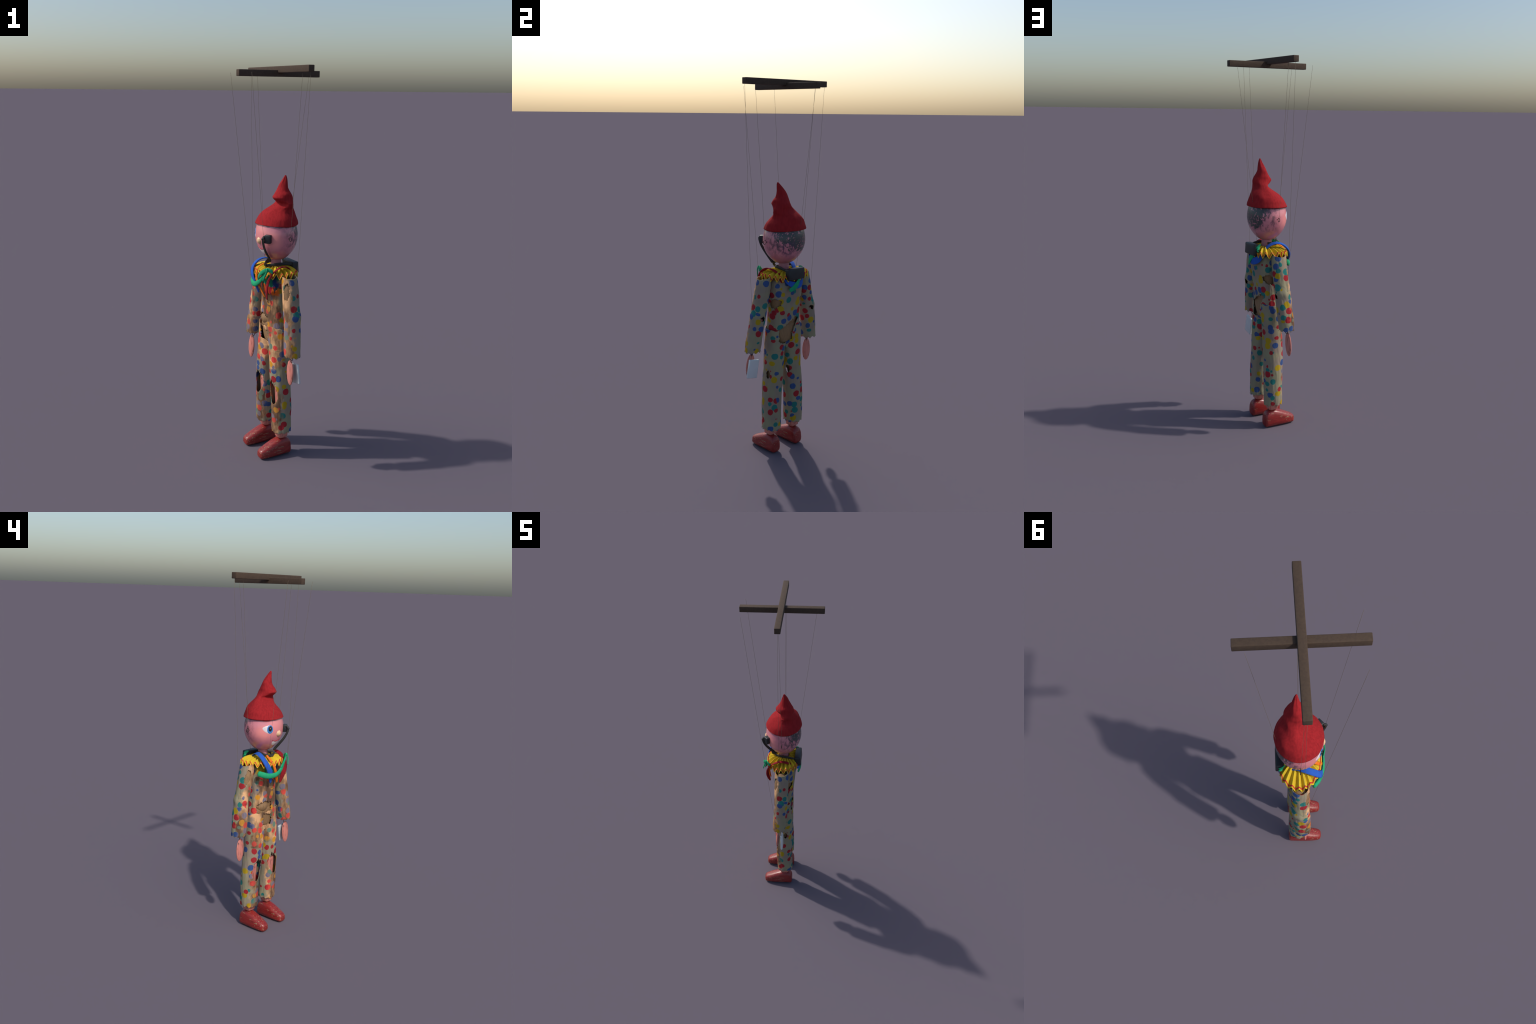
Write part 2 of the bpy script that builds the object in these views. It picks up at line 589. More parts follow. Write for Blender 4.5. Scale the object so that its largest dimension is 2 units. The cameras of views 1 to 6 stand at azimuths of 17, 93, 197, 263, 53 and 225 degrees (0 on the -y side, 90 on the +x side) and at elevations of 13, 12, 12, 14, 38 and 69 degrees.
decal("chin_patch", 0.0, 1.101, chin, M_WHITE, head, 0.0006)
ks = []
for i in range(21):
    u = -1 + 2 * i / 20
    x, z = 0.037 * u, 1.111 + 0.011 * u * u
    ks.append((i, x, head_y(x, z) - 0.0003, z, 0.0022 * (1.05 - abs(u)) + 0.0004, 0.0014))
add("mouth", sweep("mouth", ks, 60, 10), M_LIP, head)

for sx in (1, -1):
    ring = torus("screw_eye", 0.0100, 0.0015, "Y")
    ob = add("screw_eye", ring, M_WIRE, head)
    ob.location = (0.1400 * sx - 0.002, 0.005, 1.177)
    add("screw_shaft", wire("screw_shaft", [(0.110 * sx, 0.005, 1.177), (0.1300 * sx - 0.002, 0.005, 1.177)], 0.0014), M_WIRE, ob).location = -Vector(ob.location)

# ------------------------------------------------------------------ hat
# rows: height, centre x, centre y, half width x, half depth y
HAT = [(1.236, -0.004, 0.006, 0.1195, 0.105), (1.240, -0.004, 0.007, 0.1195, 0.1045), (1.255, -0.003, 0.009, 0.1145, 0.099), (1.270, -0.003, 0.011, 0.109, 0.091),
       (1.285, -0.003, 0.015, 0.099, 0.083), (1.300, 0.000, 0.020, 0.085, 0.073), (1.315, 0.007, 0.025, 0.076, 0.057),
       (1.330, 0.020, 0.028, 0.073, 0.041), (1.345, 0.031, 0.027, 0.066, 0.037), (1.360, 0.034, 0.022, 0.052, 0.046),
       (1.375, 0.036, 0.018, 0.046, 0.048), (1.390, 0.037, 0.017, 0.045, 0.040), (1.405, 0.034, 0.018, 0.037, 0.031),
       (1.420, 0.034, 0.018, 0.033, 0.023), (1.435, 0.038, 0.018, 0.027, 0.0195), (1.450, 0.045, 0.018, 0.020, 0.015),
       (1.465, 0.053, 0.0175, 0.0135, 0.0095), (1.476, 0.058, 0.0165, 0.008, 0.006), (1.484, 0.061, 0.016, 0.003, 0.0025)]
rings = []
COLS = 120
inner = []
for i in range(8):  # inside of the brim, from deep inside down to the edge
    z = lerp(1.262, 1.2375, i / 7)
    h = track(HAT, z)
    inner.append([(h[0] + (h[2] - 0.0035) * sin(t), h[1] - (h[3] - 0.0035) * cos(t), z) for t in (2 * pi * j / COLS for j in range(COLS))])
rings += inner
for i in range(141):
    z = lerp(1.236, 1.484, i / 140)
    cx, cy, a, b = track(HAT, z)
    ring = []
    for j in range(COLS):
        t = 2 * pi * j / COLS
        k = 1.0
        k += 0.016 * nz(3 * sin(t), 3 * cos(t), z * 14)
        # pinched folds running up into the tip
        k += 0.10 * smooth(1.42, 1.475, z) * sin(5 * t + 0.6)
        # vertical drapes in the crown
        k += 0.018 * sin(7 * t + 9 * z) * smooth(1.25, 1.30, z) * smooth(1.40, 1.33, z)
        # deep crease under the front bump
        fr = smooth(0.1, 0.95, cos(t - 0.15))
        k -= 0.20 * fr * math.exp(-((z - 1.343) / 0.009) ** 2)
        k += 0.12 * fr * math.exp(-((z - 1.372) / 0.010) ** 2)
        lip = 0.0012 * nz(6 * sin(t), 6 * cos(t), 5)
        wave = 0.0022 * sin(2 * t + 0.5) + 0.0015 * sin(3 * t) if i == 0 else 0
        ring.append((cx + a * k * sin(t) + lip, cy - b * k * cos(t), z + wave))
    rings.append(ring)
add("pointed_hat", loft("pointed_hat", rings), M_HAT)

# ------------------------------------------------------------------ headset, battery pack, strap
box_dir = Vector((0.665, -0.747, 0)).normalized()
mic = add("headset_microphone", rounded_box("headset_microphone", (0.033, 0.027, 0.042), 0.004), M_BLACK)
mic.location = (0.0755, -0.0855, 1.175)
mic.rotation_euler = (0, 0, math.atan2(box_dir.x, -box_dir.y))
inv = Matrix.Translation(mic.location) @ mic.rotation_euler.to_matrix().to_4x4()
inv = inv.inverted()


def fig_child(name, me, mat, parent):
    ob = add(name, me, mat, parent)
    ob.matrix_parent_inverse = inv
    return ob


fig_child("microphone_boom", sweep("microphone_boom", [
    (0, 0.067, -0.101, 1.190, 0.0055, 0.0060), (1, 0.071, -0.1115, 1.178, 0.0062, 0.0065), (2, 0.069, -0.110, 1.160, 0.0062, 0.0060), (3, 0.0645, -0.103, 1.139, 0.0065, 0.0055),
    (4, 0.0565, -0.091, 1.115, 0.0070, 0.0048), (5, 0.0465, -0.072, 1.087, 0.0078, 0.0042), (6, 0.0395, -0.056, 1.066, 0.0082, 0.0038),
    (7, 0.0345, -0.045, 1.048, 0.0075, 0.0036)], 70, 16, Vector((0.67, -0.74, 0))), M_STRAP, mic)
fig_child("boom_knob", ellipsoid("boom_knob", (0.070, -0.1135, 1.177), (0.0068, 0.0068, 0.0068), 12, 18), M_BLACK, mic)

pack = add("battery_pack", rounded_box("battery_pack", (0.112, 0.036, 0.060), 0.006), M_BLACK)
pack.location = (-0.002, 0.0905, 1.0055)
pack.rotation_euler = (math.radians(3), 0, 0)
strap_keys = [(0, 0.046, 0.078, 1.022, 0.006, 0.003), (1, 0.047, 0.045, 1.029, 0.007, 0.003), (2, 0.044, 0.012, 1.032, 0.0075, 0.003),
              (3, 0.037, -0.014, 1.031, 0.0075, 0.003), (4, 0.022, -0.036, 1.026, 0.0078, 0.003), (5, 0.003, -0.050, 1.022, 0.008, 0.003),
              (6, -0.018, -0.045, 1.024, 0.0078, 0.003), (7, -0.034, -0.028, 1.030, 0.0075, 0.003), (8, -0.041, -0.004, 1.035, 0.007, 0.003),
              (9, -0.040, 0.020, 1.038, 0.006, 0.003)]
add("neck_strap", sweep("neck_strap", strap_keys, 90, 16, power=3), M_STRAP)
add("strap_clip", sweep("strap_clip", [
    (0, -0.004, -0.050, 1.018, 0.007, 0.003), (1, 0.004, -0.060, 1.026, 0.007, 0.003), (2, 0.010, -0.064, 1.038, 0.007, 0.003),
    (3, 0.009, -0.058, 1.047, 0.007, 0.003), (4, 0.000, -0.046, 1.050, 0.006, 0.003), (5, -0.010, -0.034, 1.048, 0.005, 0.003)], 50, 16, Vector((0.3, 0.1, 1)), power=3), M_STRAP)

# ------------------------------------------------------------------ ruff
PLEATS = 22


def ruff_point(t, s, lift=0.0):
    side = abs(sin(t)) ** 2
    a, b = lerp(0.031, 0.148 + 0.002 * sin(3 * t), s), lerp(0.031, 0.102 + 0.002 * sin(2 * t + 1), s)
    b -= 0.013 * s * math.exp(-(wrap(t - pi) / 0.55) ** 4)   # pressed flat behind the pack
    ph = PLEATS * t + 0.7 * sin(2 * t + 0.7) + 0.4 * sin(5 * t)
    w = math.asin(0.97 * sin(ph)) / 1.326
    amp = 0.0028 + 0.0108 * s ** 1.2
    amp *= 1 + 0.25 * nz(4 * sin(t), 4 * cos(t), 2.0)
    z = 1.0165 - 0.010 * s - (0.027 - 0.008 * side) * s ** 3 + amp * w
    k = 1 - 0.012 * w * s
    return Vector((HEAD_C[0] - 0.006 * s + a * k * sin(t), HEAD_C[1] + 0.001 - b * k * cos(t), z + lift))


RC = PLEATS * 20
v, f = [], []
NS = 18
for i in range(NS + 1):
    for j in range(RC):
        v.append(ruff_point(2 * pi * j / RC, i / NS))
f = grid_faces(NS + 1, RC)
ruff = add("pleated_ruff", mesh("pleated_ruff", v, f), M_RUFF)
so = ruff.modifiers.new("thickness", "SOLIDIFY")
so.thickness = 0.0016
so.offset = 0
rings = []
for j in range(RC):
    t = 2 * pi * j / RC
    p = ruff_point(t, 0.92)
    d = (ruff_point(t + 0.003, 0.93) - ruff_point(t - 0.003, 0.93)).normalized()
    o = (ruff_point(t, 0.98) - p).normalized()
    n = o.cross(d).normalized()
    rings.append([p + o * (0.0038 * cos(q)) + n * (0.0026 * sin(q)) for q in (2 * pi * k / 8 for k in range(8))])
v = [p for r_ in rings for p in r_]
f = [(i * 8 + j, i * 8 + (j + 1) % 8, ((i + 1) % RC) * 8 + (j + 1) % 8, ((i + 1) % RC) * 8 + j) for i in range(RC) for j in range(8)]
add("ruff_trim", mesh("ruff_trim", v, f), M_TRIM, ruff)

# ------------------------------------------------------------------ ribbons
UP = Vector((0, 0, 1))
OUTF = Vector((0, -1, 0.2))
add("green_ribbon", sweep("green_ribbon", [
    (0, -0.122, -0.058, 0.943, 0.0155, 0.0100), (1, -0.092, -0.082, 0.930, 0.0165, 0.0095), (2, -0.053, -0.100, 0.923, 0.0150, 0.0085), (3, -0.012, -0.108, 0.928, 0.0130, 0.0065),
    (4, 0.026, -0.108, 0.950, 0.0125, 0.0055), (5, 0.056, -0.102, 0.980, 0.0120, 0.0048), (6, 0.078, -0.096, 1.008, 0.0100, 0.0040), (7, 0.088, -0.095, 1.026, 0.0055, 0.0036),
    (8, 0.092, -0.102, 1.010, 0.0042, 0.0030), (9, 0.085, -0.110, 0.985, 0.0042, 0.0030), (10, 0.080, -0.114, 0.966, 0.0030, 0.0025)], 110, 18, UP), M_GREEN)
add("green_ribbon", sweep("green_ribbon", [
    (0, 0.020, -0.110, 0.958, 0.0050, 0.0030), (1, 0.038, -0.114, 0.984, 0.0075, 0.0032), (2, 0.062, -0.109, 1.006, 0.0095, 0.0034), (3, 0.085, -0.093, 1.020, 0.0110, 0.0036),
    (4, 0.100, -0.078, 1.016, 0.0085, 0.0032), (5, 0.097, -0.068, 1.000, 0.0050, 0.0025)], 70, 16, UP), M_GREEN)
add("green_ribbon", sweep("green_ribbon", [
    (0, 0.038, 0.091, 0.918, 0.0100, 0.0040), (1, 0.012, 0.101, 0.934, 0.0135, 0.0040), (2, -0.012, 0.104, 0.960, 0.0130, 0.0040), (3, -0.034, 0.094, 0.985, 0.0105, 0.0035),
    (4, -0.056, 0.086, 1.002, 0.0100, 0.0030), (5, -0.0610, 0.088, 1.016, 0.0110, 0.0032), (6, -0.0605, 0.078, 1.030, 0.0080, 0.0028), (7, -0.052, 0.066, 1.036, 0.0035, 0.0025)], 80, 16, UP), M_GREEN)
add("blue_ribbon", sweep("blue_ribbon", [
    (0, -0.050, 0.052, 0.992, 0.0120, 0.0030), (1, -0.054, 0.036, 1.012, 0.0140, 0.0030), (2, -0.062, 0.012, 1.032, 0.0150, 0.0030), (3, -0.077, -0.018, 1.042, 0.0155, 0.0040),
    (4, -0.087, -0.052, 1.032, 0.0155, 0.0055), (5, -0.087, -0.080, 1.006, 0.0160, 0.0062), (6, -0.076, -0.094, 0.976, 0.0170, 0.0060), (7, -0.058, -0.095, 0.944, 0.0175, 0.0048),
    (8, -0.041, -0.087, 0.908, 0.0150, 0.0046), (9, -0.029, -0.078, 0.874, 0.0070, 0.0040)], 110, 18, Vector((1.0, -0.15, 0.2))), M_BLUE)
add("blue_ribbon", sweep("blue_ribbon", [
    (0, 0.056, 0.072, 0.980, 0.0085, 0.0030), (1, 0.032, 0.092, 0.956, 0.0140, 0.0032), (2, 0.000, 0.0985, 0.945, 0.0175, 0.0032), (3, -0.030, 0.0975, 0.944, 0.0190, 0.0032),
    (4, -0.056, 0.088, 0.954, 0.0180, 0.0032), (5, -0.072, 0.073, 0.972, 0.0130, 0.0030), (6, -0.072, 0.056, 0.992, 0.008, 0.0028)], 80, 18, UP), M_BLUE)
add("orange_ribbon", sweep("orange_ribbon", [
    (0, -0.020, -0.036, 1.026, 0.0045, 0.0030), (1, -0.034, -0.056, 1.022, 0.0070, 0.0032), (2, -0.036, -0.080, 1.004, 0.0080, 0.0036), (3, -0.027, -0.096, 0.975, 0.0080, 0.0040),
    (4, -0.010, -0.096, 0.940, 0.0095, 0.0042), (5, 0.012, -0.088, 0.902, 0.0100, 0.0040), (6, 0.034, -0.076, 0.864, 0.0060, 0.0030)], 90, 16, Vector((1.0, -0.2, 0.2))), M_ORANGE)
add("red_ribbon", sweep("red_ribbon", [
    (0, 0.068, 0.050, 1.003, 0.0075, 0.0035), (1, 0.078, 0.036, 1.013, 0.0095, 0.0035), (2, 0.088, 0.012, 1.026, 0.0120, 0.0034), (3, 0.093, -0.018, 1.029, 0.0140, 0.0036),
    (4, 0.095, -0.048, 1.017, 0.0130, 0.0038), (5, 0.094, -0.072, 0.996, 0.0110, 0.0042), (6, 0.089, -0.086, 0.968, 0.0140, 0.0050), (7, 0.080, -0.090, 0.935, 0.0170, 0.0058),
    (8, 0.070, -0.086, 0.900, 0.0150, 0.0055), (9, 0.058, -0.077, 0.858, 0.0065, 0.0040)], 110, 18, Vector((1.0, -0.25, 0.2))), M_RED)


# ------------------------------------------------------------------ torn cloth
def cloth(name, point, rows, cols, hole, mat, parent=None, thick=0.0022):
    """open tube of cloth from point(u, t); faces whose centre lies in hole(p, t) are torn out"""
    v = [Vector(point(i / rows, 2 * pi * j / cols)) for i in range(rows + 1) for j in range(cols)]
    f = []
    for q in grid_faces(rows + 1, cols):
        c = sum((v[k] for k in q), Vector()) / 4
        j = q[0] % cols
        if not hole(c, 2 * pi * (j + 0.5) / cols):
            f.append(q)
    me = mesh(name, v, f)
    bm = bmesh.new()
    bm.from_mesh(me)
    bmesh.ops.delete(bm, geom=[x for x in bm.verts if not x.link_faces], context="VERTS")
    bm.to_mesh(me)
    bm.free()
    ob = add(name, me, mat, parent)
    so = ob.modifiers.new("thickness", "SOLIDIFY")
    so.thickness = thick
    so.offset = -1
    so.use_rim = True
    return ob


def tear(da, dz, ra, rz, rag, key):
    """ragged elliptical tear; da, dz offsets in metres from its centre"""
    q = (da / ra) ** 2 + (dz / rz) ** 2
    n = nz(da * 90 + key, dz * 90, key) + 0.8 * nz(da * 240 + key, dz * 60, key + 3)
    return q < 1 + rag * n


# trousers: hips split into two legs; angle t measured from the front towards +x
HIP = [(0.585, -0.005, 0.000, 0.1170, 0.0545), (0.620, -0.006, 0.001, 0.1190, 0.0560), (0.650, -0.006, 0.001, 0.1190, 0.0560), (0.680, -0.006, 0.001, 0.1180, 0.0555), (0.702, -0.005, 0.001, 0.1165, 0.0550)]
LEG = [(0.134, 0.0835, 0.003, 0.0515, 0.0480), (0.160, 0.0835, 0.003, 0.0530, 0.0490), (0.220, 0.0830, 0.002, 0.0530, 0.0500), (0.290, 0.082, 0.001, 0.0545, 0.0510),
       (0.340, 0.079, 0.000, 0.0565, 0.0515), (0.430, 0.071, -0.002, 0.0565, 0.0520), (0.500, 0.065, -0.002, 0.0565, 0.0530), (0.560, 0.061, -0.001, 0.0580, 0.0540), (0.600, 0.0600, 0.000, 0.0590, 0.0545)]
CROTCH = 0.585


def super_xy(t, a, b, p=2.4):
    c, s = cos(t), sin(t)
    return (a * math.copysign(abs(s) ** (2 / p), s), -b * math.copysign(abs(c) ** (2 / p), c))


def leg_union(t, z):
    """outline of both legs together, seen from the middle between them"""
    cx, cy, a, b = track(LEG, z)
    dx, dy = sin(t), -cos(t)
    c = cx if dx >= 0 else -cx
    A = (dx / a) ** 2 + (dy / b) ** 2
    B = -2 * dx * c / a ** 2
    C = (c / a) ** 2 - 1
    D = B * B - 4 * A * C
    r = (-B + sqrt(D)) / (2 * A) if D > 0 else 0.0
    r = max(r, 0.030)
    return r * dx + 0.002, r * dy


def hip_point(u, t):
    z = lerp(CROTCH - 0.003, 0.702, u)
    cx, cy, a, b = track(HIP, z)
    x, y = super_xy(t, a, b)
    # walk the hip outline by its own polar angle so both outlines pair up
    th = math.atan2(x, -y)
    ux, uy = leg_union(th, z)
    m = smooth(CROTCH - 0.003, 0.655, z)
    x, y = lerp(ux, x, m), lerp(uy, y, m)
    fade = smooth(CROTCH, 0.62, z)
    k = 1 + fade * (0.026 * nz(2.2 * sin(t), 2.2 * cos(t), z * 9) + 0.016 * nz(5 * sin(t), 5 * cos(t), z * 16) + 0.016 * sin(9 * t) * smooth(0.62, 0.70, z))
    zz = z + (0.004 * nz(4 * sin(t), 4 * cos(t), 1) + 0.004 * sin(2 * t) if u > 0.97 else 0)
    return (cx + x * k, cy + y * k, zz)


def front_hip_hole(c):
    if c.y > 0:
        return False
    x, z = c.x, c.z
    n = 0.006 * nz(x * 120, z * 120, 4) + 0.004 * nz(x * 300, z * 90, 7)
    if -0.050 + n < x < 0.026 + n and 0.612 + n + 0.35 * max(0, -0.02 - x) < z < 0.682 + n - 0.2 * x:
        return True
    return -0.085 + n < x < 0.012 + n and z > 0.697 + n


def back_hip_hole(c):
    if c.y < 0.0:
        return False
    x, z = c.x, c.z
    n = 0.005 * nz(x * 120, z * 120, 14) + 0.004 * nz(x * 300, z * 90, 17)
    lo = -0.024 - 0.6 * max(0, z - 0.675)
    hi = 0.068 + 0.05 * (z - 0.66)
    bottom = 0.617 + 0.25 * abs(x - 0.03)
    top = 0.735 - 0.55 * x if x > -0.03 else 0.760 + 0.25 * (x + 0.03)
    return lo + n < x < hi + n and bottom + n < z < top + 1.5 * n


trousers = cloth("trousers", hip_point, 44, 200, lambda c, t: front_hip_hole(c) or back_hip_hole(c), M_TROUSER)

def leg_maker(sx, key):
    def point(u, t):
        z = lerp(0.134, CROTCH + 0.010, u)
        cx, cy, a, b = track(LEG, z)
        x, y = super_xy(t, a, b, 2.1)
        fade = smooth(CROTCH - 0.004, 0.53, z)
        k = 1 + fade * (0.050 * nz(1.6 * sin(t) + key, 1.6 * cos(t), z * 11) + 0.030 * nz(5 * sin(t), 5 * cos(t) + key, z * 20) + 0.012 * nz(8 * sin(t) + key, 8 * cos(t), z * 48 + 6 * sin(t)))
        k += 0.022 * sin(8 * t + key) * smooth(0.32, 0.14, z)
        k += 0.03 * math.exp(-((z - 0.385) / 0.03) ** 2) * cos(t)
        k -= 0.022 * smooth(CROTCH - 0.003, CROTCH + 0.003, z)
        px = cx * sx + x * k - (0.003 + (0.001 if sx > 0 else 0.001) * smooth(0.54, 0.40, z))
        cy += (0.003 if sx > 0 else 0.0) * fade
        if px * sx < 0.0008:
            px = 0.0008 * sx
        zz = z
        if u < 0.06:
            zz += (1 - u / 0.06) * (0.0045 * nz(5 * sin(t), 5 * cos(t), key) + 0.003 * sin(11 * t + key) - 0.003 * cos(2 * t))
        return (px, cy + y * k, zz)

    def hole(c, t):
        a = wrap(t)
        # torn knee: long gap, splintered upper edge
        spike = 0.022 * nz(a * 9 + key, 1.3, key) + 0.012 * nz(a * 26, key, 2)
        bot = 0.292 + 0.10 * (a - 0.05 * sx) ** 2
        top = 0.424 - 0.09 * (a + 0.1 * sx) ** 2 + spike
        side = 0.74 - 0.9 * max(0, 0.33 - c.z) / 0.1 * 0.4
        if abs(a + 0.05 * sx) < side + 0.08 * nz(c.z * 70, key, 1) and bot < c.z < top:
            return True
        # small hole in the outer thigh
        g = wrap(t - math.radians(108 if sx > 0 else 118))
        if tear(g * 0.05, c.z - 0.452, 0.0105, 0.022, 0.35, key):
            return True
        return front_hip_hole(c) or (back_hip_hole(c) and c.z > 0.60)
    return point, hole


for sx, key in ((1, 2.1), (-1, 7.7)):
    pt, ho = leg_maker(sx, key)
    cloth("trouser_leg", pt, 150, 110, ho, M_TROUSER, trousers)

# shirt body
SHIRT = [(0.655, -0.004, 0.001, 0.1030, 0.0530), (0.690, -0.004, 0.002, 0.1030, 0.0550), (0.740, -0.004, 0.004, 0.0990, 0.0560), (0.790, -0.003, 0.006, 0.0980, 0.0575), (0.850, -0.001, 0.009, 0.1020, 0.0600),
         (0.910, 0, 0.011, 0.1070, 0.0630), (0.960, 0, 0.010, 0.1040, 0.0600), (0.990, 0, 0.006, 0.0850, 0.0490), (1.006, 0, 0.005, 0.0550, 0.0400)]


def shirt_point(u, t):
    z = lerp(0.655, 1.004, u)
    cx, cy, a, b = track(SHIRT, z)
    x, y = super_xy(t, a, b, 2.5)
    k = 1 + 0.022 * nz(2 * sin(t), 2 * cos(t), z * 10) + 0.025 * nz(5 * sin(t), 5 * cos(t), z * 16 + 4) + 0.012 * nz(9 * sin(t), 9 * cos(t), z * 50 + 5 * sin(t))
    k += 0.012 * sin(10 * t + 1) * smooth(0.74, 0.66, z)
    return (cx + x * k, cy + y * k, z)


def shirt_hole(c, t):
    if c.y < 0:
        n = 0.006 * nz(c.x * 120, c.z * 120, 24) + 0.004 * nz(c.x * 300, c.z * 90, 27)
        top = 0.765 - 0.35 * abs(c.x + 0.035) + 1.6 * n
        if -0.088 + n < c.x < 0.020 + n and c.z < top:
            return True
        if tear(c.x - 0.026, c.z - 0.852, 0.017, 0.026, 0.35, 5.0):
            return True
    if back_hip_hole(c):
        return True
    for s in (1, -1):
        if c.y > 0.005 and tear(c.y - 0.035 + (abs(c.x) < 0.085) * 0.0, c.z - 0.845 - 0.25 * (c.y - 0.03), 0.026, 0.026, 0.35, 9.0 + s) and c.x * s > 0.062:
            return True
    return False


shirt = cloth("shirt", shirt_point, 110, 200, shirt_hole, M_SHIRT)

# sleeves with their axis leaning outwards
ARM = [(0.590, 0.2075, -0.011), (0.640, 0.2015, -0.009), (0.700, 0.193, -0.005), (0.780, 0.179, -0.001), (0.850, 0.1655, 0.001), (0.920, 0.152, 0.002), (0.985, 0.1395, 0.003)]
ARM_R = [(0.597, 0.0410, 0.0395), (0.640, 0.0420, 0.0410), (0.700, 0.0410, 0.0410), (0.780, 0.0415, 0.0415), (0.850, 0.0400, 0.0410), (0.920, 0.0405, 0.0410), (0.965, 0.0385, 0.0400), (0.984, 0.0360, 0.0370)]


def sleeve_maker(sx, key):
    def point(u, t):
        z = lerp(0.597, 0.988, u)
        cx, cy = track(ARM, z)
        a, b = track(ARM_R, z)
        x, y = super_xy(t, a, b, 2.15)
        k = 1 + 0.055 * nz(1.7 * sin(t) + key, 1.7 * cos(t), z * 12) + 0.035 * nz(4 * sin(t), 4 * cos(t) + key, z * 24) + 0.014 * nz(8 * sin(t) + key, 8 * cos(t), z * 60 + 6 * sin(t))
        out = max(0, cos(t - sx * 2.0))
        k += 0.13 * out * math.exp(-((z - 0.795) / 0.022) ** 2)       # bony elbow
        k -= 0.05 * max(0, cos(t)) * math.exp(-((z - 0.775) / 0.02) ** 2)
        zz = z
        if u < 0.08:
            zz += (1 - u / 0.08) * (0.004 * nz(5 * sin(t), 5 * cos(t), key) + 0.003 * sin(9 * t + key))
        if u > 0.9:
            zz += (u - 0.9) * 10 * (0.003 * cos(2 * t) - 0.002 * max(0, sin(t) * sx))
        off = -0.0065 * smooth(0.95, 0.72, z) if sx < 0 else -0.001
        return (sx * cx + off + x * k, cy + y * k, zz)

    def hole(c, t):
        g = wrap(t - sx * math.radians(34))
        if tear(g * 0.041, c.z - 0.922 - 0.03 * g, 0.0200, 0.039, 0.28, key):
            return True
        g = wrap(t - pi)
        return tear(g * 0.041, c.z - 0.778 + 0.3 * g * 0.041, 0.0165, 0.0135, 0.45, key + 4)
    return point, hole


for sx, key, mt in ((1, 3.3, M_SLEEVE_L), (-1, 11.9, M_SLEEVE_R)):
    pt, ho = sleeve_maker(sx, key)
    cloth("sleeve", pt, 130, 96, ho, mt, shirt)


# loose threads at the hems, too fine to count
def threads():
    rnd = random.Random(3)
    v, f = [], []

    def thread(p, d, L):
        p, d = Vector(p), Vector(d).normalized()
        n = d.orthogonal().normalized() * 0.0005
        s = d.cross(n)
        b = len(v)
        bend = Vector((rnd.uniform(-1, 1), rnd.uniform(-1, 1), 0)) * L * 0.35
        for i in range(4):
            k = i / 3
            c = p + d * L * k + bend * k * k
            for q in (n, s, -n, -s):
                v.append(c + q * (1 - 0.6 * k))
        for i in range(3):
            for j in range(4):
                f.append((b + i * 4 + j, b + i * 4 + (j + 1) % 4, b + i * 4 + 4 + (j + 1) % 4, b + i * 4 + 4 + j))
    for sx, key in ((1, 3.3), (-1, 11.9)):
        pt, _ = sleeve_maker(sx, key)
        for _i in range(26):
            t = rnd.uniform(0, 2 * pi)
            p = pt(0.004, t)
            thread(p, (0.5 * sin(t), -0.5 * cos(t), -1), rnd.uniform(0.004, 0.011))
    for sx, key in ((1, 2.1), (-1, 7.7)):
        pt, _ = leg_maker(sx, key)
        for _i in range(26):
            t = rnd.uniform(0, 2 * pi)
            p = pt(0.003, t)
            thread(p, (0.5 * sin(t), -0.5 * cos(t), -1), rnd.uniform(0.003, 0.008))
    return mesh("loose_threads", v, f)


th = add("loose_threads", threads(), plain("frayed_thread", "7d7868", 0.9), shirt)
th["kind"] = "stuff"

# ------------------------------------------------------------------ wooden body inside
rings = []
BODY = [(0.705, 0.001, 0.060, 0.0420), (0.730, 0.002, 0.084, 0.0460), (0.780, 0.004, 0.089, 0.0500), (0.860, 0.006, 0.0945, 0.0530), (0.930, 0.009, 0.1010, 0.0550), (0.970, 0.008, 0.100, 0.0500), (0.992, 0.006, 0.070, 0.038)]
for i in range(30):
    z = lerp(0.705, 0.992, i / 29)
    cy, a, b = track(BODY, z)
    rings.append([(x, cy + y, z) for x, y in (super_xy(2 * pi * j / 64, a, b, 2.6) for j in range(64))])
torso = add("wooden_torso", loft("wooden_torso", rings), M_WOOD)
rings = []
PELVIS = [(0.606, 0.000, 0.030, 0.028), (0.612, 0.000, 0.045, 0.039), (0.630, 0.000, 0.060, 0.0440), (0.670, 0.001, 0.084, 0.0475), (0.705, 0.001, 0.092, 0.0470), (0.722, 0.001, 0.086, 0.0420), (0.728, 0.001, 0.070, 0.032)]
for i in range(30):
    z = lerp(0.606, 0.728, i / 29)
    cy, a, b = track(PELVIS, z)
    rings.append([(x, cy + y, z) for x, y in (super_xy(2 * pi * j / 64, a, b, 2.8) for j in range(64))])
add("wooden_pelvis", loft("wooden_pelvis", rings), M_WOOD)
# the round belly knob that shows in the torn front
add("wooden_belly", ellipsoid("wooden_belly", (-0.034, -0.014, 0.728), (0.046, 0.040, 0.036)), M_WOOD, torso)


def limb(name, keys, mat, parent=None, cols=32, flat=2.2, steps=24):
    rings = []
    z0, z1 = keys[0][0], keys[-1][0]
    for i in range(steps + 1):
        z = lerp(z0, z1, i / steps)
        cx, cy, a, b = track(keys, z)
        rings.append([(cx + x, cy + y, z) for x, y in (super_xy(2 * pi * j / cols, a, b, flat) for j in range(cols))])
    return add(name, loft(name, rings), mat, parent)


